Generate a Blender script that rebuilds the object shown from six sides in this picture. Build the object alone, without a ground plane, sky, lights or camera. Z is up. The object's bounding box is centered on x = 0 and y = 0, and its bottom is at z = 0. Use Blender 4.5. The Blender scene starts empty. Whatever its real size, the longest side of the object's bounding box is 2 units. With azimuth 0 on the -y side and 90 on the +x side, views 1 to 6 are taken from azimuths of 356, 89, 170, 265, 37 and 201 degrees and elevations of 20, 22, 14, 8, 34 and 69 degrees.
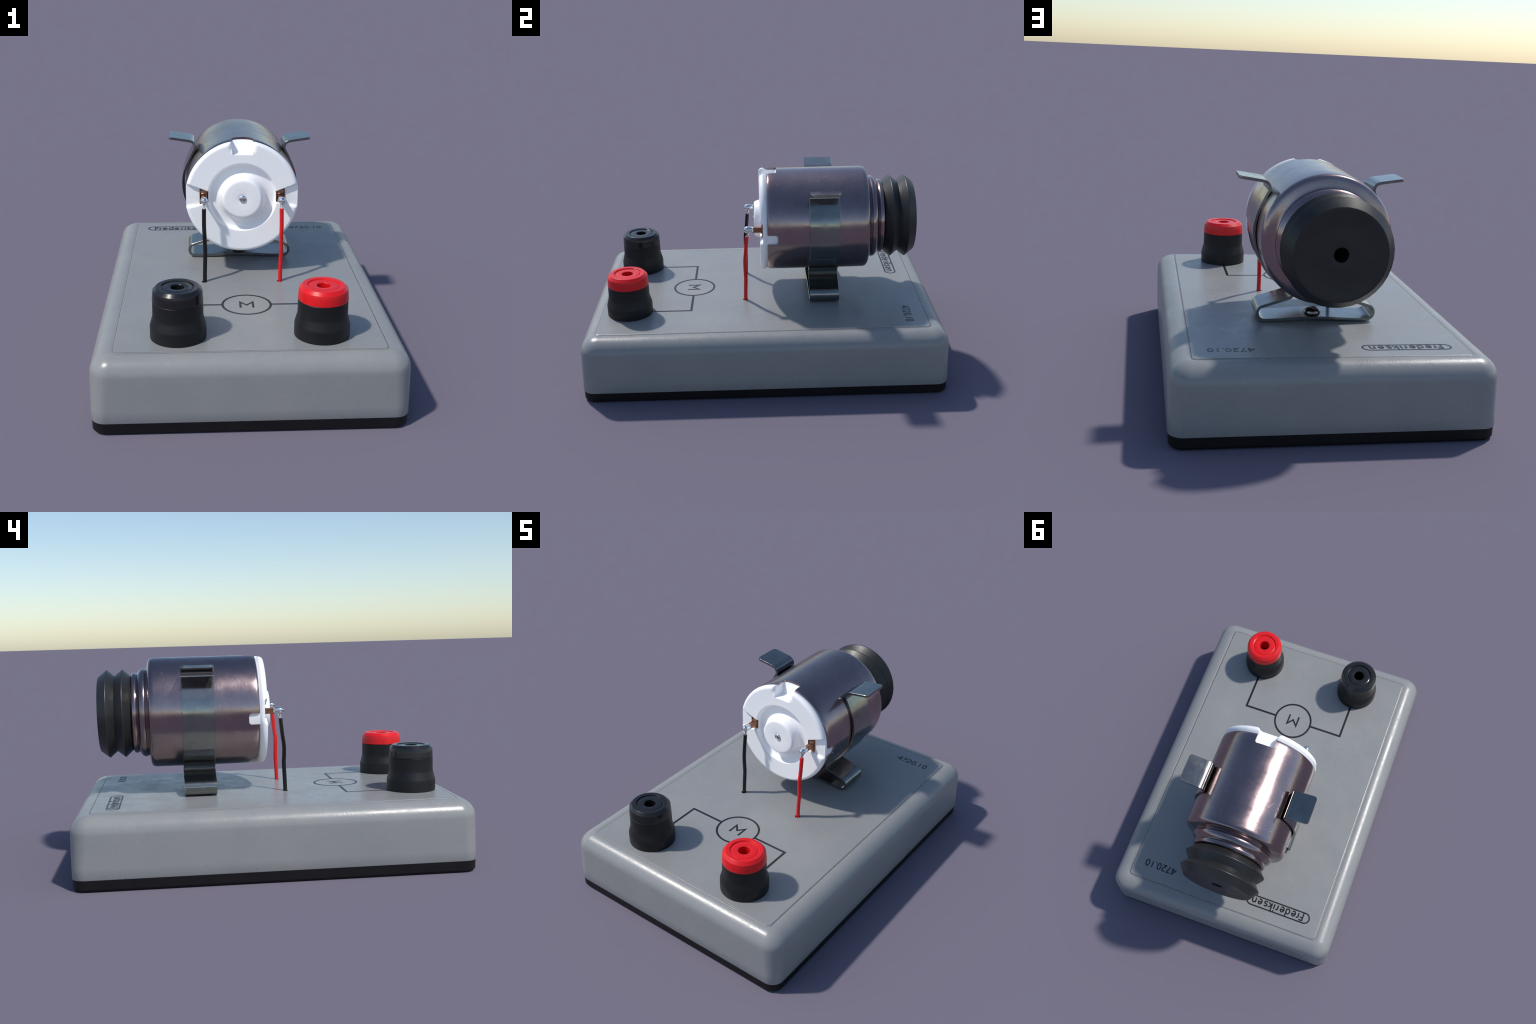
"""A small electric motor demonstration module: a flat grey plastic box with a printed
circuit symbol, two 4 mm binding posts, and a can motor with a grooved rubber pulley
held above the box by a sprung steel clip.  Metres, z up, front of the motor at -y."""
import bpy, bmesh, math
import numpy as np
from mathutils import Vector

TAU = math.tau
TOP = 0.3624                      # height of the upper face of the box
AX, AZ = 0.002, 0.7926            # motor axis (runs along y)
POST_RED, POST_BLACK = (0.3296, -0.758), (-0.3218, -0.758)


# ------------------------------------------------------------------ node helpers
def new_mat(name):
    m = bpy.data.materials.new(name)
    m.use_nodes = True
    nt = m.node_tree
    return m, nt, nt.nodes["Principled BSDF"]


def noise(nt, scale, detail=3.0, rough=0.55, stretch=None):
    tc = nt.nodes.new("ShaderNodeTexCoord")
    mp = nt.nodes.new("ShaderNodeMapping")
    nt.links.new(tc.outputs["Object"], mp.inputs["Vector"])
    if stretch:
        mp.inputs["Scale"].default_value = stretch
    n = nt.nodes.new("ShaderNodeTexNoise")
    n.inputs["Scale"].default_value = scale
    n.inputs["Detail"].default_value = detail
    n.inputs["Roughness"].default_value = rough
    nt.links.new(mp.outputs[0], n.inputs["Vector"])
    return n.outputs["Fac"]


def remap(nt, fac, a, b, lo, hi):
    r = nt.nodes.new("ShaderNodeMapRange")
    r.inputs[1].default_value, r.inputs[2].default_value = a, b
    r.inputs[3].default_value, r.inputs[4].default_value = lo, hi
    nt.links.new(fac, r.inputs[0])
    return r.outputs[0]


def mix(nt, fac, c1, c2):
    m = nt.nodes.new("ShaderNodeMix")
    m.data_type = "RGBA"
    for sock, v in ((m.inputs[0], fac), (m.inputs[6], c1), (m.inputs[7], c2)):
        if isinstance(v, bpy.types.NodeSocket):
            nt.links.new(v, sock)
        elif isinstance(v, (int, float)):
            sock.default_value = v
        else:
            sock.default_value = (*v, 1)
    return m.outputs[2]


def math_node(nt, op, a, b):
    m = nt.nodes.new("ShaderNodeMath")
    m.operation = op
    for i, v in enumerate((a, b)):
        if isinstance(v, bpy.types.NodeSocket):
            nt.links.new(v, m.inputs[i])
        else:
            m.inputs[i].default_value = v
    return m.outputs[0]


def bump(nt, bsdf, height, strength, dist=0.01):
    b = nt.nodes.new("ShaderNodeBump")
    b.inputs["Strength"].default_value = strength
    b.inputs["Distance"].default_value = dist
    nt.links.new(height, b.inputs["Height"])
    nt.links.new(b.outputs[0], bsdf.inputs["Normal"])


def plastic(name, col, rough, vary=0.08, grain=0.0, spec=0.5, rvar=0.06, patch=5.0):
    """Solid plastic: soft cloudy colour variation, hazy gloss variation, fine grain."""
    m, nt, b = new_mat(name)
    lo = tuple(c * (1 - vary) for c in col)
    hi = tuple(c * (1 + vary) for c in col)
    c = mix(nt, remap(nt, noise(nt, patch, 5), 0.3, 0.7, 0, 1), lo, hi)
    nt.links.new(c, b.inputs["Base Color"])
    nt.links.new(remap(nt, noise(nt, patch * 2.3, 5), 0.3, 0.7, rough - rvar, rough + rvar), b.inputs["Roughness"])
    b.inputs["Specular IOR Level"].default_value = spec
    if grain:
        bump(nt, b, noise(nt, 150, 3), grain, 0.004)
    return m


def grey_plastic(name, rough):
    """Grey enclosure plastic: faint warm dust, dark specks, pebbled grain."""
    m, nt, b = new_mat(name)
    base = mix(nt, remap(nt, noise(nt, 4.0, 6, 0.6), 0.35, 0.68, 0, 1), (0.250, 0.256, 0.258), (0.275, 0.278, 0.272))
    speck = remap(nt, noise(nt, 95, 2, 0.5), 0.66, 0.76, 0, 0.30)
    base = mix(nt, speck, base, (0.12, 0.12, 0.12))
    dust = remap(nt, noise(nt, 60, 3, 0.7), 0.62, 0.78, 0, 0.22)
    base = mix(nt, dust, base, (0.36, 0.35, 0.33))
    nt.links.new(base, b.inputs["Base Color"])
    smear = noise(nt, 7, 6, 0.65)
    fine = noise(nt, 40, 4, 0.6)
    r = math_node(nt, "ADD", remap(nt, smear, 0.3, 0.7, rough - 0.07, rough + 0.09), remap(nt, fine, 0.3, 0.7, -0.03, 0.05))
    nt.links.new(r, b.inputs["Roughness"])
    bump(nt, b, noise(nt, 110, 4, 0.6), 0.12, 0.004)
    return m


def sheet_metal(name, col, rough, streak=(1, 1, 1), smudge=0.25, streak_amt=0.05, scratches=False):
    """Bare metal: drawn streaks in the bump, cloudy tarnish in colour and gloss."""
    m, nt, b = new_mat(name)
    b.inputs["Metallic"].default_value = 1.0
    dark = tuple(c * (1 - smudge) for c in col)
    cloud = remap(nt, noise(nt, 9, 6, 0.65), 0.35, 0.7, 0, 1)
    c = mix(nt, cloud, dark, col)
    st = noise(nt, 30, 4, 0.7, streak)
    r = math_node(nt, "ADD", remap(nt, noise(nt, 6, 5, 0.6), 0.3, 0.7, rough - 0.05, rough + 0.09), remap(nt, st, 0.3, 0.7, -0.04, 0.05))
    if scratches:
        tc = nt.nodes.new("ShaderNodeTexCoord")
        v = nt.nodes.new("ShaderNodeTexVoronoi")
        v.feature = "DISTANCE_TO_EDGE"
        v.inputs["Scale"].default_value = 7
        nt.links.new(tc.outputs["Object"], v.inputs["Vector"])
        line = remap(nt, v.outputs["Distance"], 0.001, 0.004, 1, 0)
        keep = remap(nt, noise(nt, 14, 2), 0.60, 0.70, 0, 1)
        s = math_node(nt, "MULTIPLY", line, keep)
        c = mix(nt, math_node(nt, "MULTIPLY", s, 0.5), c, (0.75, 0.68, 0.68))
        r = math_node(nt, "ADD", r, math_node(nt, "MULTIPLY", s, 0.25))
        specks = remap(nt, noise(nt, 85, 1, 0.3), 0.77, 0.81, 0, 0.45)
        c = mix(nt, specks, c, (0.75, 0.68, 0.68))
        smear = remap(nt, noise(nt, 22, 5, 0.7, (1, 2.5, 1)), 0.50, 0.72, 0, 0.30)
        c = mix(nt, smear, c, tuple(q * 0.72 for q in col))
        r = math_node(nt, "ADD", r, math_node(nt, "MULTIPLY", smear, 0.14))
    nt.links.new(c, b.inputs["Base Color"])
    nt.links.new(r, b.inputs["Roughness"])
    bump(nt, b, st, streak_amt, 0.004)
    return m


M_GREY = grey_plastic("grey_plastic", 0.30)
M_PANEL = grey_plastic("grey_panel_plastic", 0.30)
M_FOOT = plastic("black_base_plastic", (0.0075, 0.0068, 0.0075), 0.5, 0.2, 0.0, 0.25)
M_INK = plastic("printed_ink", (0.0105, 0.011, 0.0125), 0.36, 0.1, 0.0, 0.45)
M_SEAM = plastic("dusty_ledge", (0.135, 0.132, 0.122), 0.55, 0.25, 0.0, 0.3, 0.05, 30)
M_HOLE = plastic("dark_bore", (0.004, 0.004, 0.004), 0.8, 0.1)
M_RED = plastic("red_plastic", (0.70, 0.009, 0.012), 0.32, 0.06, 0.0, 0.4)
M_BLACK_GLOSS = plastic("black_gloss_plastic", (0.010, 0.010, 0.011), 0.22, 0.15)
M_BLACK = plastic("black_satin_plastic", (0.0074, 0.0073, 0.0078), 0.45, 0.25, 0.08, 0.35)
M_RUBBER = plastic("black_rubber", (0.017, 0.017, 0.0165), 0.40, 0.15, 0.04, 0.5, 0.05, 9)
M_WHITE = plastic("white_plastic", (0.96, 0.96, 0.962), 0.34, 0.012)
M_CAN = sheet_metal("motor_steel", (0.345, 0.268, 0.272), 0.17, (1, 14, 1), 0.16, 0.035, True)
M_CLIP = sheet_metal("clip_steel", (0.288, 0.293, 0.282), 0.13, (3, 1, 1), 0.24, 0.008)
M_COPPER = sheet_metal("copper", (0.42, 0.205, 0.125), 0.30, (1, 1, 1), 0.45, 0.2)
M_SOLDER = sheet_metal("solder", (0.74, 0.76, 0.78), 0.12, (1, 1, 1), 0.1, 0.1)
M_SCREW = sheet_metal("screw_steel", (0.30, 0.28, 0.27), 0.2, (1, 1, 1), 0.4, 0.1)
M_WIRE_RED = plastic("red_wire_sleeve", (0.66, 0.008, 0.010), 0.30, 0.06)
M_WIRE_BLACK = plastic("black_wire_sleeve", (0.006, 0.006, 0.006), 0.26, 0.1, 0.0, 0.4)


# ------------------------------------------------------------------ mesh helpers
def link(ob, parent, mat=None):
    bpy.context.scene.collection.objects.link(ob)
    ob.parent = parent
    if mat is not None:
        ob.data.materials.append(mat)
    return ob


def make(name, verts, faces, mat, parent, smooth=40.0, loc=(0, 0, 0)):
    me = bpy.data.meshes.new(name)
    me.from_pydata([tuple(map(float, v)) for v in verts], [], faces)
    bm = bmesh.new()
    bm.from_mesh(me)
    bmesh.ops.remove_doubles(bm, verts=bm.verts, dist=1e-6)
    bmesh.ops.recalc_face_normals(bm, faces=bm.faces)
    ang = math.radians(smooth)
    for f in bm.faces:
        f.smooth = smooth > 0
    for e in bm.edges:
        if len(e.link_faces) == 2 and e.calc_face_angle(0) > ang:
            e.smooth = False
    bm.to_mesh(me)
    bm.free()
    ob = bpy.data.objects.new(name, me)
    ob.location = loc
    return link(ob, parent, mat)


def loft(rings, closed=True, cap0=False, cap1=False):
    """Quads between successive rings of equal vertex count."""
    n, verts, faces = len(rings[0]), [], []
    for r in rings:
        verts += list(r)
    m = n if closed else n - 1
    for i in range(len(rings) - 1):
        for j in range(m):
            k = (j + 1) % n
            faces.append((i * n + j, i * n + k, (i + 1) * n + k, (i + 1) * n + j))
    if cap0:
        faces.append(tuple(range(n - 1, -1, -1)))
    if cap1:
        b = (len(rings) - 1) * n
        faces.append(tuple(range(b, b + n)))
    return verts, faces


def smooth_path(pts, per=8):
    """Centripetal-like Catmull-Rom through control points (any dimension)."""
    p = [np.array(q, float) for q in pts]
    p = [2 * p[0] - p[1]] + p + [2 * p[-1] - p[-2]]
    out = []
    for i in range(1, len(p) - 2):
        for s in range(per):
            t = s / per
            a, b, c, d = p[i - 1], p[i], p[i + 1], p[i + 2]
            out.append(0.5 * (2 * b + (c - a) * t + (2 * a - 5 * b + 4 * c - d) * t * t + (3 * b - a - 3 * c + d) * t ** 3))
    out.append(p[-2])
    return out


def lathe_z(profile, seg, close_top=False):
    """Profile of (radius, z) turned about z."""
    rings = [[(r * math.cos(TAU * j / seg), r * math.sin(TAU * j / seg), z) for j in range(seg)] for r, z in profile]
    return loft(rings)


def lathe_y(profile, seg, phase=0.0):
    """Profile of (y, radius) turned about the motor axis."""
    rings = [[(AX + r * math.sin(TAU * j / seg + phase), y, AZ + r * math.cos(TAU * j / seg + phase)) for j in range(seg)] for y, r in profile]
    return loft(rings)


def tube(path, radii, seg=12):
    """Round rod along a 3D path."""
    path = [Vector(p) for p in path]
    rings = []
    ref = Vector((1, 0, 0))
    for i, p in enumerate(path):
        t = (path[min(i + 1, len(path) - 1)] - path[max(i - 1, 0)]).normalized()
        u = (ref - t * ref.dot(t)).normalized()
        v = t.cross(u)
        r = radii[i] if hasattr(radii, "__len__") else radii
        rings.append([tuple(p + u * r * math.cos(TAU * j / seg) + v * r * math.sin(TAU * j / seg)) for j in range(seg)])
    return loft(rings, True, True, True)


def rounded_rect(hx, hy, rc, z, cx=0.0, cy=0.0, n=12):
    rc = max(rc, 1e-4)
    pts = []
    for k, (sx, sy) in enumerate(((1, 1), (-1, 1), (-1, -1), (1, -1))):
        for j in range(n + 1):
            a = TAU * (k / 4 + j / (4 * n))
            pts.append((cx + sx * (hx - rc) + rc * math.cos(a), cy + sy * (hy - rc) + rc * math.sin(a), z))
    return pts


def ribbon(points, width, z0, z1, closed=False):
    """Flat mitred stroke of constant width, as printed on the panel."""
    p = [np.array(q, float) for q in points]
    n = len(p)
    left, right = [], []
    for i in range(n):
        a = p[(i - 1) % n] if (closed or i > 0) else None
        c = p[(i + 1) % n] if (closed or i < n - 1) else None
        d1 = (p[i] - a) / np.linalg.norm(p[i] - a) if a is not None else None
        d2 = (c - p[i]) / np.linalg.norm(c - p[i]) if c is not None else None
        d1, d2 = (d2 if d1 is None else d1), (d1 if d2 is None else d2)
        n1, n2 = np.array([-d1[1], d1[0]]), np.array([-d2[1], d2[0]])
        m = n1 + n2
        m /= max(np.linalg.norm(m), 1e-6)
        k = min(1 / max(m @ n1, 0.3), 2.6)
        left.append(p[i] + m * k * width / 2)
        right.append(p[i] - m * k * width / 2)
    rings = [[(*l, z0), (*l, z1), (*r, z1), (*r, z0)] for l, r in zip(left, right)]
    if closed:
        rings.append(rings[0])
    return loft(rings, True, not closed, not closed)


def join(parts):
    verts, faces = [], []
    for v, f in parts:
        o = len(verts)
        verts += list(v)
        faces += [tuple(i + o for i in q) for q in f]
    return verts, faces


def arc(cx, cy, rx, ry, a0, a1, n=14):
    return [(cx + rx * math.cos(math.radians(a0 + (a1 - a0) * i / n)), cy + ry * math.sin(math.radians(a0 + (a1 - a0) * i / n))) for i in range(n + 1)]


# ------------------------------------------------------------------ the thing
root = bpy.data.objects.new("electric_motor_module", None)
root.empty_display_size = 0.2
bpy.context.scene.collection.objects.link(root)
root["label"] = "grey lab box carrying a clipped electric motor and two binding posts"
root["category"] = "electric motor"

# ---- box: black base, grey housing, panel with a groove round it
HX, HY, RC, RF = 0.7085, 0.9985, 0.090, 0.088
RLOW, SEAM = 0.068, 0.0565                       # the corners tighten towards the bottom
YAW = 0.0022                                     # the box sits a hair askew to the motor
foot = [rounded_rect(HX - 0.022, HY - 0.022, RLOW - 0.022, 0.0), rounded_rect(HX - 0.012, HY - 0.012, RLOW - 0.012, 0.002),
        rounded_rect(HX - 0.004, HY - 0.004, RLOW - 0.004, 0.012), rounded_rect(HX - 0.003, HY - 0.003, RLOW - 0.003, SEAM)]
make("base_plate", *loft(foot, True, True, True), M_FOOT, root, 30).rotation_euler.z = YAW

RIM_Z = TOP - 0.0026
shell = [rounded_rect(HX - 0.010, HY - 0.010, RLOW - 0.010, SEAM + 0.0005), rounded_rect(HX - 0.0015, HY - 0.0015, RLOW - 0.0015, SEAM + 0.001)]
shell += [rounded_rect(HX, HY, RLOW + (RC - RLOW) * t, SEAM + 0.004 + (RIM_Z - RF - SEAM - 0.004) * t) for t in (0, 0.25, 0.5, 0.75)]
for i in range(0, 17):
    a = i / 16 * TAU / 4
    ins = RF * (1 - math.cos(a))
    shell.append(rounded_rect(HX - ins, HY - ins, RC - ins * 0.82, RIM_Z - RF + RF * math.sin(a)))
GX, GY, GC = 0.6125, 0.9155, (0.0015, -0.0065)       # outline of the raised panel


def panel_ring(ins, z, rc=0.024):
    return rounded_rect(GX - ins, GY - ins, rc - ins * 0.5, z, *GC)


shell += [panel_ring(-0.0020, RIM_Z), panel_ring(0.0, RIM_Z - 0.0008), panel_ring(0.006, RIM_Z - 0.0015), panel_ring(0.012, RIM_Z - 0.0015)]
make("housing", *loft(shell), M_GREY, root, 50).rotation_euler.z = YAW

plate = [panel_ring(0.0010, TOP - 0.03), panel_ring(0.0010, RIM_Z - 0.0006), panel_ring(0.0016, RIM_Z + 0.0002), panel_ring(0.0032, TOP - 0.0015), panel_ring(0.0072, TOP - 0.0013),
         panel_ring(0.0090, TOP - 0.0002), panel_ring(0.0104, TOP), panel_ring(0.030, TOP)]
panel = make("panel", *loft(plate, True, True, True), M_PANEL, root, 50)
WIRE_HOLE = ((-0.1985, -0.1027), (0.1965, -0.1037))
cut_parts = []
for x, y in WIRE_HOLE:
    v, f = loft([[(x + 0.0145 * math.cos(TAU * j / 24), y + 0.0145 * math.sin(TAU * j / 24), z) for j in range(24)] for z in (TOP - 0.02, TOP + 0.02)], True, True, True)
    cut_parts.append((v, f))
cutter = make("hole_cutter", *join(cut_parts), M_HOLE, None, 30)
bo = panel.modifiers.new("holes", "BOOLEAN")
bo.object, bo.operation, bo.solver = cutter, "DIFFERENCE", "EXACT"
panel.data.materials.append(M_SEAM)
panel.data.materials.append(M_HOLE)
bpy.context.view_layer.update()
done = bpy.data.meshes.new_from_object(panel.evaluated_get(bpy.context.evaluated_depsgraph_get()))
panel.modifiers.clear()
panel.data = done
bpy.data.objects.remove(cutter)
for poly in panel.data.polygons:               # the bores are dark inside
    c = poly.center
    inside = any(math.hypot(c.x - x, c.y - y) < 0.0150 for x, y in WIRE_HOLE) and c.z < TOP - 0.0005
    poly.material_index = len(panel.data.materials) - 1 if inside else 0
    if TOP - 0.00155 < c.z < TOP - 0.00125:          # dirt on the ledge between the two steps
        poly.material_index = 1
    if poly.normal.z > 0.9999 or inside:
        poly.use_smooth = False

# ---- print on the panel
Z0, Z1 = TOP - 0.001, TOP + 0.0008
CIRC = (0.0055, -0.4125, 0.1185)
make("circuit_ring", *ribbon(arc(CIRC[0], CIRC[1], CIRC[2], CIRC[2], 0, 360 - 360 / 72, 71), 0.0112, Z0, Z1, True), M_INK, panel, 30)
for px, sx in ((0.333, 1), (-0.3215, -1)):
    make("circuit_line", *ribbon([(CIRC[0] + sx * CIRC[2], CIRC[1]), (px, CIRC[1]), (px, -0.66)], 0.0130, Z0, Z1 - 0.0002), M_INK, panel, 30)

XH = 0.0305                                    # x-height of the small lettering
BASE = 0.7785


def letter_strokes(ch):
    """Pen strokes of one letter, origin at its left stem, on the baseline."""
    if ch == "F":
        return [[(0, -0.010), (0, 0.0385), (0.0215, 0.0385)], [(0, 0.0215), (0.0165, 0.0215)]]
    if ch == "r":
        return [[(0, 0), (0, XH)], [(0, 0.019)] + arc(0.0095, 0.0165, 0.0095, 0.0135, 170, 80, 8)]
    if ch == "e":
        return [[(0.0005, 0.0165), (0.0210, 0.0165)] + arc(0.0106, 0.0152, 0.0106, 0.0152, 8, 318, 26)]
    if ch == "d":
        return [[(0.0220, 0), (0.0220, 0.050)], arc(0.0115, 0.0152, 0.0115, 0.0152, 25, 335, 24)]
    if ch == "i":
        return [[(0, 0), (0, XH)], [(0, 0.0385), (0, 0.0455)]]
    if ch == "k":
        return [[(0, 0), (0, 0.050)], [(0.019, XH), (0.001, 0.0150), (0.0205, 0)]]
    if ch == "s":
        return [arc(0.0115, 0.0225, 0.0095, 0.0073, 30, 235, 12) + arc(0.0105, 0.0080, 0.0100, 0.0075, 55, -150, 12)]
    if ch == "n":
        return [[(0, 0), (0, XH)], [(0, 0.018)] + arc(0.0105, 0.0175, 0.0105, 0.0125, 165, 0, 12) + [(0.021, 0)]]
    if ch == "M":
        return [[(0, 0), (0, 0.0675), (0.031, 0.0315), (0.062, 0.0675), (0.062, 0)]]
    if ch == "4":
        return [[(0.0205, 0), (0.0205, 0.0395), (0.0, 0.0130), (0.0265, 0.0130)]]
    if ch == "7":
        return [[(0.0, 0.0385), (0.0225, 0.0385), (0.0060, 0)]]
    if ch == "2":
        return [arc(0.0110, 0.0285, 0.0102, 0.0105, 155, -35, 14) + [(0.0005, 0.0008), (0.0225, 0.0008)]]
    if ch == "0":
        return [arc(0.0105, 0.0195, 0.0105, 0.0195, 0, 360 - 15, 23)]
    if ch == "1":
        return [[(0, 0), (0, 0.0405)]]
    if ch == ".":
        return [[(0, -0.0005), (0, 0.0065)]]


def write(kind, text, xs, y, pen, closed="0"):
    for n, (ch, x) in enumerate(zip(text, xs)):
        strokes = [ribbon([(x + a, y + b) for a, b in s], pen * (1.15 if ch == "." else 1), Z0, Z1 - 0.00015 * (k % 2) - 0.0001 * (n % 2), ch in closed)
                   for k, s in enumerate(letter_strokes(ch))]
        make(kind, *join(strokes), M_INK, panel, 30)


write("letter", "Frederiksen", [-0.4950, -0.4660, -0.4455, -0.4090, -0.3720, -0.3325, -0.3098, -0.2932, -0.2668, -0.2288, -0.1905], BASE, 0.0083)
write("digit", "4720.10", [0.3395, 0.3725, 0.4055, 0.4390, 0.4710, 0.4940, 0.5155], 0.7838, 0.0064)
write("letter", "M", [-0.0255], -0.4510, 0.0106)
PY0, PY1, PX0, PX1 = 0.7672, 0.8288, -0.5360, -0.1355
pr = (PY1 - PY0) / 2
pill = arc(PX0 + pr, PY0 + pr, pr, pr, 90, 270, 20) + arc(PX1 - pr, PY0 + pr, pr, pr, -90, 90, 20)
make("nameplate_outline", *ribbon(pill, 0.0080, Z0, Z1, True), M_INK, panel, 30)

# ---- binding posts
body_profile = [(0.121, TOP - 0.004), (0.1265, TOP + 0.001), (0.1270, TOP + 0.010), (0.1268, 0.419), (0.1262, 0.4235), (0.1240, 0.430),
                (0.1165, 0.458), (0.1148, 0.4635), (0.1141, 0.470), (0.1133, 0.536), (0.112, 0.5375), (0.106, 0.538)]
cap_profile = [(0.108, 0.5365), (0.1135, 0.5385), (0.1143, 0.5410), (0.1140, 0.545), (0.1126, 0.565), (0.1106, 0.5870), (0.1100, 0.5885),
               (0.0962, 0.6025), (0.0945, 0.6034), (0.0760, 0.6034), (0.0745, 0.6026), (0.0730, 0.5970), (0.0708, 0.5960), (0.0690, 0.5966),
               (0.0668, 0.5990), (0.0645, 0.5996), (0.0360, 0.5996), (0.0330, 0.5990), (0.0312, 0.5972), (0.0306, 0.585), (0.0304, 0.500)]
for k, ((x, y), cap_mat) in enumerate(((POST_RED, M_RED), (POST_BLACK, M_BLACK_GLOSS))):
    post = make("binding_post", *lathe_z(body_profile, 56), M_BLACK, root, 22, (x, y, 0))
    cap = make("post_cap", *lathe_z(cap_profile, 56), cap_mat, post, 17)
    v, f = loft([[(0.0312 * math.cos(TAU * j / 24), 0.0312 * math.sin(TAU * j / 24), z) for j in range(24)] for z in (0.498, 0.502)], True, True, True)
    make("socket_floor", v, f, M_HOLE, post, 30)

# ---- motor can: drawn steel shell with three slots at the front edge
SLOT_END = 0.0905
slots = [(0.0, 0.0575), (1.676, 0.0300), (-1.676, 0.0300)]        # (angle from top towards +x, half width)
CAN_R = 0.2962
can_profile = [(0.0320, 0.2880), (0.0335, 0.2906), (0.0370, 0.2932), (0.0420, 0.2948), (0.0500, 0.2957), (0.0700, CAN_R), (0.0805, CAN_R), (SLOT_END, CAN_R),
               (0.15, CAN_R), (0.30, CAN_R), (0.45, CAN_R), (0.578, CAN_R), (0.589, 0.2953), (0.5975, 0.2926), (0.6035, 0.2880), (0.6075, 0.2815), (0.6105, 0.2715),
               (0.6140, 0.2550), (0.6165, 0.2435), (0.6185, 0.2365), (0.6210, 0.2342), (0.6225, 0.2342), (0.6240, 0.2350), (0.6290, 0.2378), (0.6355, 0.2392), (0.6430, 0.2388),
               (0.6520, 0.2350), (0.6610, 0.2250), (0.6680, 0.2165), (0.6705, 0.2138), (0.6720, 0.2128), (0.6735, 0.2138), (0.6765, 0.2168),
               (0.6830, 0.2180), (0.6930, 0.2168), (0.6970, 0.2140), (0.7000, 0.2095), (0.7012, 0.2030), (0.7020, 0.18), (0.7020, 0.05)]
angles = set(np.round(np.linspace(0, TAU, 128, endpoint=False), 6))
cuts = []
for a, w in slots:
    d = math.asin(w / CAN_R)
    cuts.append(((a - d) % TAU, (a + d) % TAU))
    c = 0.010 / CAN_R
    angles = {t for t in angles if min(abs((t - e + math.pi) % TAU - math.pi) for e in (a - d, a + d, a - d + c, a + d - c)) > 0.012}
    angles |= {round((a + s) % TAU, 6) for s in (-d, d, -d + c, d - c)}
angles = sorted(angles)


def in_slot(t0, t1):
    mid = ((t0 + ((t1 - t0) % TAU) / 2)) % TAU
    return any(abs((mid - a + math.pi) % TAU - math.pi) < math.asin(w / CAN_R) for a, w in slots)


ns = len(angles)
cv, cf = [], []
for y, r in can_profile:
    for t in angles:
        cv.append((AX + r * math.sin(t), y, AZ + r * math.cos(t)))
rows = len(can_profile)
end_row = [i for i, (y, r) in enumerate(can_profile) if y == SLOT_END][0]
for i in range(rows - 1):
    for j in range(ns):
        k = (j + 1) % ns
        if i < end_row and in_slot(angles[j], angles[k]):
            corner = i == end_row - 1
            if corner:                                     # small chamfer in the slot's far corners
                side_l = not in_slot(angles[j - 1], angles[j])
                side_r = not in_slot(angles[k], angles[(k + 1) % ns])
                if side_l:
                    cf.append((i * ns + j, (i + 1) * ns + k, (i + 1) * ns + j))
                if side_r:
                    cf.append((i * ns + k, (i + 1) * ns + k, (i + 1) * ns + j))
            continue
        cf.append((i * ns + j, i * ns + k, (i + 1) * ns + k, (i + 1) * ns + j))
can = make("motor_can", cv, cf, M_CAN, root, 35)
# the sheet gets its thickness inwards
bm = bmesh.new()
bm.from_mesh(can.data)
bmesh.ops.delete(bm, geom=[v for v in bm.verts if not v.link_faces], context="VERTS")
bmesh.ops.recalc_face_normals(bm, faces=bm.faces)
test = max(bm.faces, key=lambda f: f.calc_center_median().z)
if test.normal.z < 0:
    bmesh.ops.reverse_faces(bm, faces=bm.faces)
bm.to_mesh(can.data)
bm.free()
sol = can.modifiers.new("sheet", "SOLIDIFY")
sol.thickness, sol.offset, sol.use_even_offset = 0.0085, -1.0, False
bpy.context.view_layer.update()
can_mesh = bpy.data.meshes.new_from_object(can.evaluated_get(bpy.context.evaluated_depsgraph_get()))
can.modifiers.clear()
can.data = can_mesh
bm = bmesh.new()
bm.from_mesh(can.data)
for e in bm.edges:
    e.smooth = not (len(e.link_faces) == 2 and e.calc_face_angle(0) > math.radians(35))
bm.to_mesh(can.data)
bm.free()

# ---- rubber pulley with two V grooves
pulley = [(0.7022, 0.10), (0.7024, 0.196), (0.7040, 0.2015), (0.7110, 0.2062), (0.7440, 0.2362), (0.7463, 0.2380), (0.7490, 0.2380), (0.7512, 0.2362),
          (0.7880, 0.2070), (0.7915, 0.2052), (0.7945, 0.2070), (0.8290, 0.2362), (0.8313, 0.2380), (0.8340, 0.2380), (0.8362, 0.2360),
          (0.8765, 0.2045), (0.8785, 0.2025), (0.8788, 0.1995), (0.8775, 0.1850), (0.8750, 0.1600), (0.8733, 0.1300), (0.8730, 0.1000), (0.8738, 0.0650), (0.8745, 0.0365), (0.8738, 0.0340), (0.8718, 0.0322), (0.80, 0.0320), (0.66, 0.0320), (0.66, 0.0005)]
make("pulley", *lathe_y(pulley, 36, TAU / 72), M_RUBBER, root, 38)

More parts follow.
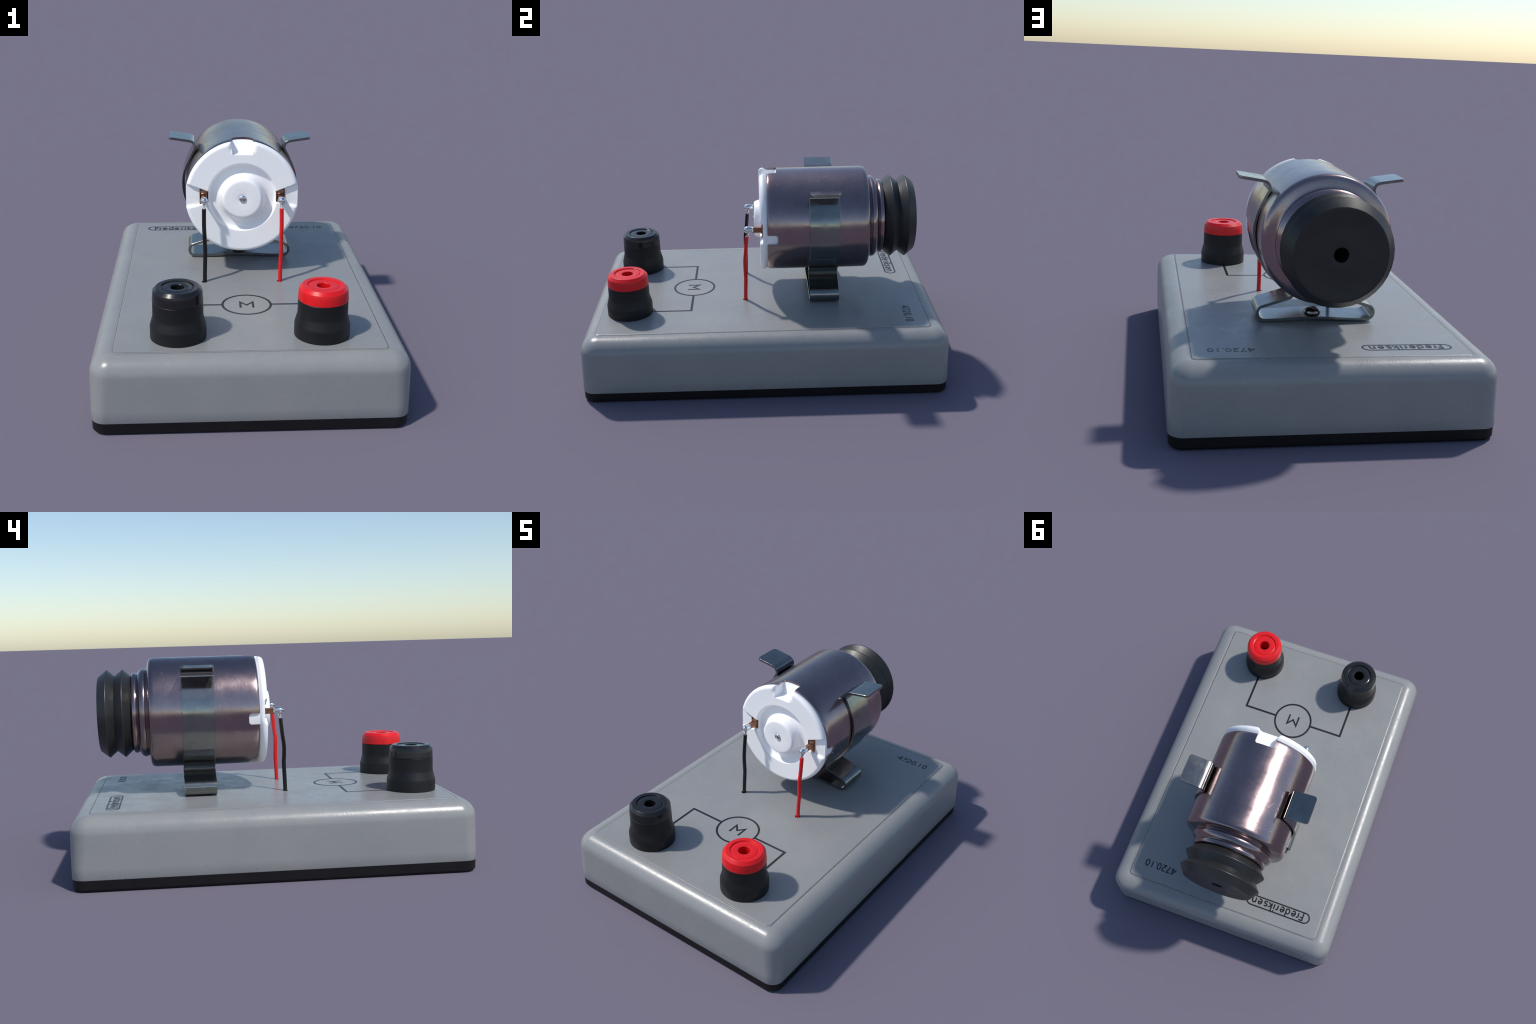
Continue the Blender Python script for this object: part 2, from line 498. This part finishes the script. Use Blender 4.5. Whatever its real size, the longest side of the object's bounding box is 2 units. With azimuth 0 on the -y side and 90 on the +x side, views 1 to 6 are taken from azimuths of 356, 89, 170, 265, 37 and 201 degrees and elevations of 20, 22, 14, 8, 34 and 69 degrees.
# ---- white end cap: a moulded face with cove, boss, terminal recesses and key slot
RIM, FLAT = 0.2960, 0.2908                       # radius, and the flats at either side
CAPX, CAPZ = 0.0010, 0.7920
rim_back = [(0.0085, 0.2958), (0.0120, 0.2960), (0.0165, 0.2950), (0.0215, 0.2924), (0.0265, 0.2886), (0.0305, 0.2858), (0.0340, 0.2850), (0.124, 0.2850)]
face_profile = [(0, -0.0375), (0.012, -0.0380), (0.020, -0.0400), (0.030, -0.0422), (0.060, -0.0430), (0.088, -0.0425), (0.0970, -0.0410), (0.1025, -0.0360), (0.1060, -0.0270),
                (0.1090, -0.0160), (0.1125, -0.0050), (0.1172, 0.0060), (0.1240, 0.0145), (0.1350, 0.0195), (0.1470, 0.0210), (0.1600, 0.0210),
                (0.1690, 0.0190), (0.1730, 0.0130), (0.1757, 0.0050), (0.1775, -0.0030), (0.1795, -0.0090), (0.1820, -0.0100), (0.2760, -0.0100)]
for i in range(1, 13):
    a = i / 12 * TAU / 4
    face_profile.append((0.2760 + 0.0198 * math.sin(a), -0.0100 + 0.0185 * (1 - math.cos(a))))
FP = np.array(face_profile)
# round the moulded profile off: resample finely and blur the flat part's corners
_r = np.linspace(0, FP[-1, 0], 1200)
_k = np.exp(-0.5 * (np.arange(-24, 25) / 4.5) ** 2)
_y = np.convolve(np.pad(np.interp(_r, FP[:, 0], FP[:, 1]), 24, mode="edge"), _k / _k.sum(), mode="valid")
_y = np.where(_r > 0.24, np.interp(_r, FP[:, 0], FP[:, 1]), _y)


def sstep(a, b, v):
    t = np.clip((v - a) / (b - a), 0, 1)
    return t * t * (3 - 2 * t)


def cap_depth(x, z, r):
    f = np.interp(r, _r, _y)
    ax = np.abs(x)
    upper = 0.0520 + (ax - 0.221) * 0.40 - z
    lower = z + 0.0430 + (ax - 0.221) * 0.27
    w = sstep(0, 0.007 + 0.010 * sstep(0.22, 0.28, ax), np.minimum(upper, lower)) * sstep(0.150, 0.165, ax)
    f = f + w * (np.maximum(f, 0.0065) - f)
    # soft lips either side of the key slot (the slot itself is cut below)
    lip = 0.020
    t = np.clip((0.0575 + lip - ax) / lip, 0, 1)
    return f + lip * (1 - np.sqrt(1 - t * t * 0.999)) * sstep(0.235, 0.285, r) * (z > 0)


RB = np.array(rim_back)
nt_ = 432
rs = np.unique(np.concatenate([np.linspace(0.004, 1, 84), FP[1:, 0] / RIM * 0.9995, np.linspace(0.34, 0.63, 30)]))
rs = rs[(rs > 0.003) & (rs <= 1.0)]
th = np.arange(nt_) * TAU / nt_
edge_y = cap_depth(RIM * np.sin(th), RIM * np.cos(th), np.full(nt_, RIM))
edge_r = np.interp(edge_y, RB[:, 0], RB[:, 1])
edge_r = np.minimum(edge_r, FLAT / np.maximum(np.abs(np.sin(th)), 0.2))
cap_rings = []
for s in rs:
    r = s * RIM + (edge_r - RIM) * sstep(0.80, 1.0, s)
    x, z = r * np.sin(th), r * np.cos(th)
    y = cap_depth(x, z, s * RIM)
    if s == rs[-1]:
        y = edge_y
    cap_rings.append([(CAPX + a, b, CAPZ + c) for a, b, c in zip(x, y, z)])
for i, (yb, rb) in enumerate(rim_back[1:]):
    y = np.maximum(yb, edge_y + 0.0004 * (i + 1))
    r = np.minimum(np.interp(y, RB[:, 0], RB[:, 1]), FLAT / np.maximum(np.abs(np.sin(th)), 0.2))
    cap_rings.append([(CAPX + a, b, CAPZ + c) for a, b, c in zip(r * np.sin(th), y, r * np.cos(th))])
end_cap = make("end_cap", *loft(cap_rings, True, True, True), M_WHITE, root, 60)

# key slot: an open pocket in the rim, seen through the slot of the can
key_side = [(-0.06, 0.2235), (0.058, 0.2235), (0.064, 0.2245), (0.068, 0.2290), (0.0875, 0.2800), (0.0890, 0.2900), (0.0890, 0.40), (-0.06, 0.40)]
slot_sec = []
for sx in (-1, 1):                              # side walls lean outwards a little
    slot_sec.append([(CAPX + sx * (0.0515 + 0.008 * min(max((z - 0.2235) / 0.066, 0), 1.6)), y, AZ + z) for y, z in key_side])
slot_cutter = make("slot_cutter", *loft(slot_sec, True, True, True), M_WHITE, None, 60)
bo = end_cap.modifiers.new("slot", "BOOLEAN")
bo.object, bo.operation = slot_cutter, "DIFFERENCE"
for bo.solver, nudge in (("EXACT", 0.0), ("EXACT", 0.00013), ("FAST", 0.0), ("FAST", 0.00017)):
    slot_cutter.location = (nudge, nudge * 0.3, nudge * 0.7)
    bpy.context.view_layer.update()
    cut = bpy.data.meshes.new_from_object(end_cap.evaluated_get(bpy.context.evaluated_depsgraph_get()))
    xs = [v.co.x for v in cut.vertices]
    whole = len(xs) > 0.8 * len(end_cap.data.vertices) and max(xs) - min(xs) > 1.9 * FLAT
    print("key slot cut:", bo.solver, nudge, len(xs), whole)
    if whole:
        break
end_cap.modifiers.clear()
end_cap.data = cut
bpy.data.objects.remove(slot_cutter)
bm = bmesh.new()
bm.from_mesh(cut)
for e in bm.edges:
    e.smooth = not (len(e.link_faces) == 2 and e.calc_face_angle(0) > math.radians(38))
bm.to_mesh(cut)
bm.free()

tip = [(-0.030, 0.0200), (-0.0405, 0.0200), (-0.0445, 0.0192), (-0.0472, 0.0160), (-0.0487, 0.0095), (-0.0492, 0.0005)]
make("shaft_tip", *lathe_y(tip, 28), M_SOLDER, end_cap, 60)

# ---- copper terminals, solder beads and the two leads
leads = {
    "red": [(0.2000, -0.0850, 0.7540), (0.2005, -0.0885, 0.7200), (0.2010, -0.0945, 0.6600), (0.1995, -0.1000, 0.6050), (0.2005, -0.1000, 0.5500), (0.2000, -0.0985, 0.4950), (0.1985, -0.1010, 0.4300), (0.1985, -0.1030, 0.3450)],
    "black": [(-0.1980, -0.0840, 0.7540), (-0.1985, -0.0870, 0.7200), (-0.1985, -0.0930, 0.6600), (-0.1960, -0.1000, 0.6040), (-0.1945, -0.0992, 0.5500), (-0.1940, -0.0975, 0.5100), (-0.1955, -0.1000, 0.4300), (-0.1970, -0.1020, 0.3450)],
}
for sgn, colour, mat in ((1, "red", M_WIRE_RED), (-1, "black", M_WIRE_BLACK)):
    tx = 0.0015 + sgn * 0.1990

    def rect(y, w, h, dx=0.0, bev=0.12):
        b = bev * min(w, h)
        pts = [(w / 2 - b, h / 2), (-w / 2 + b, h / 2), (-w / 2, h / 2 - b), (-w / 2, -h / 2 + b), (-w / 2 + b, -h / 2), (w / 2 - b, -h / 2), (w / 2, -h / 2 + b), (w / 2, h / 2 - b)]
        return [(tx + dx + a, y, 0.7945 + c) for a, c in pts]

    sections = [rect(0.014, 0.0445, 0.082, bev=0.03), rect(0.0015, 0.0445, 0.082, bev=0.03), rect(0.0006, 0.042, 0.078, bev=0.04), rect(0.0034, 0.037, 0.068, bev=0.08),
                rect(0.0012, 0.032, 0.050), rect(-0.0035, 0.0265, 0.034), rect(-0.0080, 0.0240, 0.0300), rect(-0.052, 0.0240, 0.0295)]
    term = make("terminal", *loft(sections, True, True, True), M_COPPER, root, 32)
    bead = [(-0.0460, 0.0130), (-0.0475, 0.0158), (-0.0540, 0.0170), (-0.0650, 0.0182), (-0.0800, 0.0194), (-0.0900, 0.0182), (-0.0970, 0.0145), (-0.1012, 0.0085), (-0.1028, 0.0004)]
    rings = [[(tx + 1.0 * r * math.sin(TAU * j / 10 + 0.3), y, 0.7965 + r * math.cos(TAU * j / 10 + 0.3)) for j in range(10)] for y, r in bead]
    make("solder_bead", *loft(rings, True, True, False), M_SOLDER, term, 70)
    path = smooth_path(leads[colour], 6)
    wire = make("lead_wire", *tube(path, 0.0108, 14), mat, root, 50)
    p0 = leads[colour][0]
    make("bare_wire", *tube([(tx, -0.0765, 0.785), (0.5 * (tx + p0[0]), -0.080, 0.768), (p0[0], -0.0842, 0.757), (p0[0], -0.0852, 0.748)], [0.0090, 0.0066, 0.0062, 0.0062], 10), M_SOLDER, wire, 60)

# ---- sprung clip: one bent strip, foot loop below, two arms round the can, flared lips
half = [(0.000, 0.3825), (0.070, 0.3805), (0.150, 0.3755), (0.215, 0.3730), (0.250, 0.3737), (0.2690, 0.3835), (0.2780, 0.4010), (0.2770, 0.4205), (0.2665, 0.4345), (0.2480, 0.4420),
        (0.2000, 0.4570), (0.1500, 0.4725), (0.1250, 0.4825), (0.1185, 0.4910), (0.1235, 0.5030), (0.1420, 0.5225), (0.1800, 0.5490), (0.2290, 0.5940), (0.2690, 0.6530),
        (0.2980, 0.7220), (0.3075, 0.7935), (0.2980, 0.8640), (0.2740, 0.9240), (0.2500, 0.9720), (0.2430, 0.9870), (0.2435, 1.0030), (0.2515, 1.0180), (0.2680, 1.0265),
        (0.3000, 1.0320), (0.3400, 1.0380), (0.3825, 1.0440)]
CX = 0.0
hp = smooth_path(half, 5)
path2 = [(-p[0], p[1]) for p in hp[::-1]] + [tuple(p) for p in hp[1:]]
path2 = np.array(path2)
TH, WID, YC, RCL = 0.0068, 0.0842, 0.3520, 0.017
seglen = np.concatenate([[0], np.cumsum(np.linalg.norm(np.diff(path2, axis=0), axis=1))])
total = seglen[-1]
extra = [total * 0 + d for d in (0.0008, 0.003, 0.006, 0.010)]
samples = np.unique(np.concatenate([seglen, extra, total - np.array(extra)]))
px = np.interp(samples, seglen, path2[:, 0])
pz = np.interp(samples, seglen, path2[:, 1])
strip = []
for i in range(len(samples)):
    a, b = max(i - 1, 0), min(i + 1, len(samples) - 1)
    t = np.array([px[b] - px[a], pz[b] - pz[a]])
    t /= np.linalg.norm(t)
    nrm = np.array([-t[1], t[0]])
    e = min(samples[i], total - samples[i])
    w = WID - (RCL - math.sqrt(max(RCL ** 2 - (RCL - e) ** 2, 0)) if e < RCL else 0)
    bv = 0.0013
    fl = bv + 0.0012
    sec = [(TH - bv, w), (TH, w - bv), (TH, w - fl), (TH, -w + fl), (TH, -w + bv), (TH - bv, -w),
           (-TH + bv, -w), (-TH, -w + bv), (-TH, -w + fl), (-TH, w - fl), (-TH, w - bv), (-TH + bv, w)]
    strip.append([(CX + px[i] + nrm[0] * o, YC + q, pz[i] + nrm[1] * o) for o, q in sec])
clip = make("spring_clip", *loft(strip, True, True, True), M_CLIP, root, 40)

# screw with a cross recess, built as a height field over a disc
SR = 0.0415
sc_rings = []
for r in np.linspace(0.0005, 1, 26):
    ring = []
    for j in range(72):
        a = TAU * j / 72
        x, y = SR * r * math.cos(a), SR * r * math.sin(a)
        u, v = x * math.cos(0.5) + y * math.sin(0.5), -x * math.sin(0.5) + y * math.cos(0.5)
        h = 0.023 * math.sqrt(max(1 - r ** 2, 0)) ** 0.9
        slot = max(float(sstep(0.0050, 0.0024, abs(u)) * sstep(0.026, 0.020, abs(v))), float(sstep(0.0050, 0.0024, abs(v)) * sstep(0.026, 0.020, abs(u))))
        ring.append((0.002 + x, YC + y, 0.3905 + h - 0.009 * slot))
    sc_rings.append(ring)
sc_rings.append([(0.002 + SR * math.cos(TAU * j / 72), YC + SR * math.sin(TAU * j / 72), 0.383) for j in range(72)])
make("screw", *loft(sc_rings, True, True, True), M_SCREW, clip, 50)
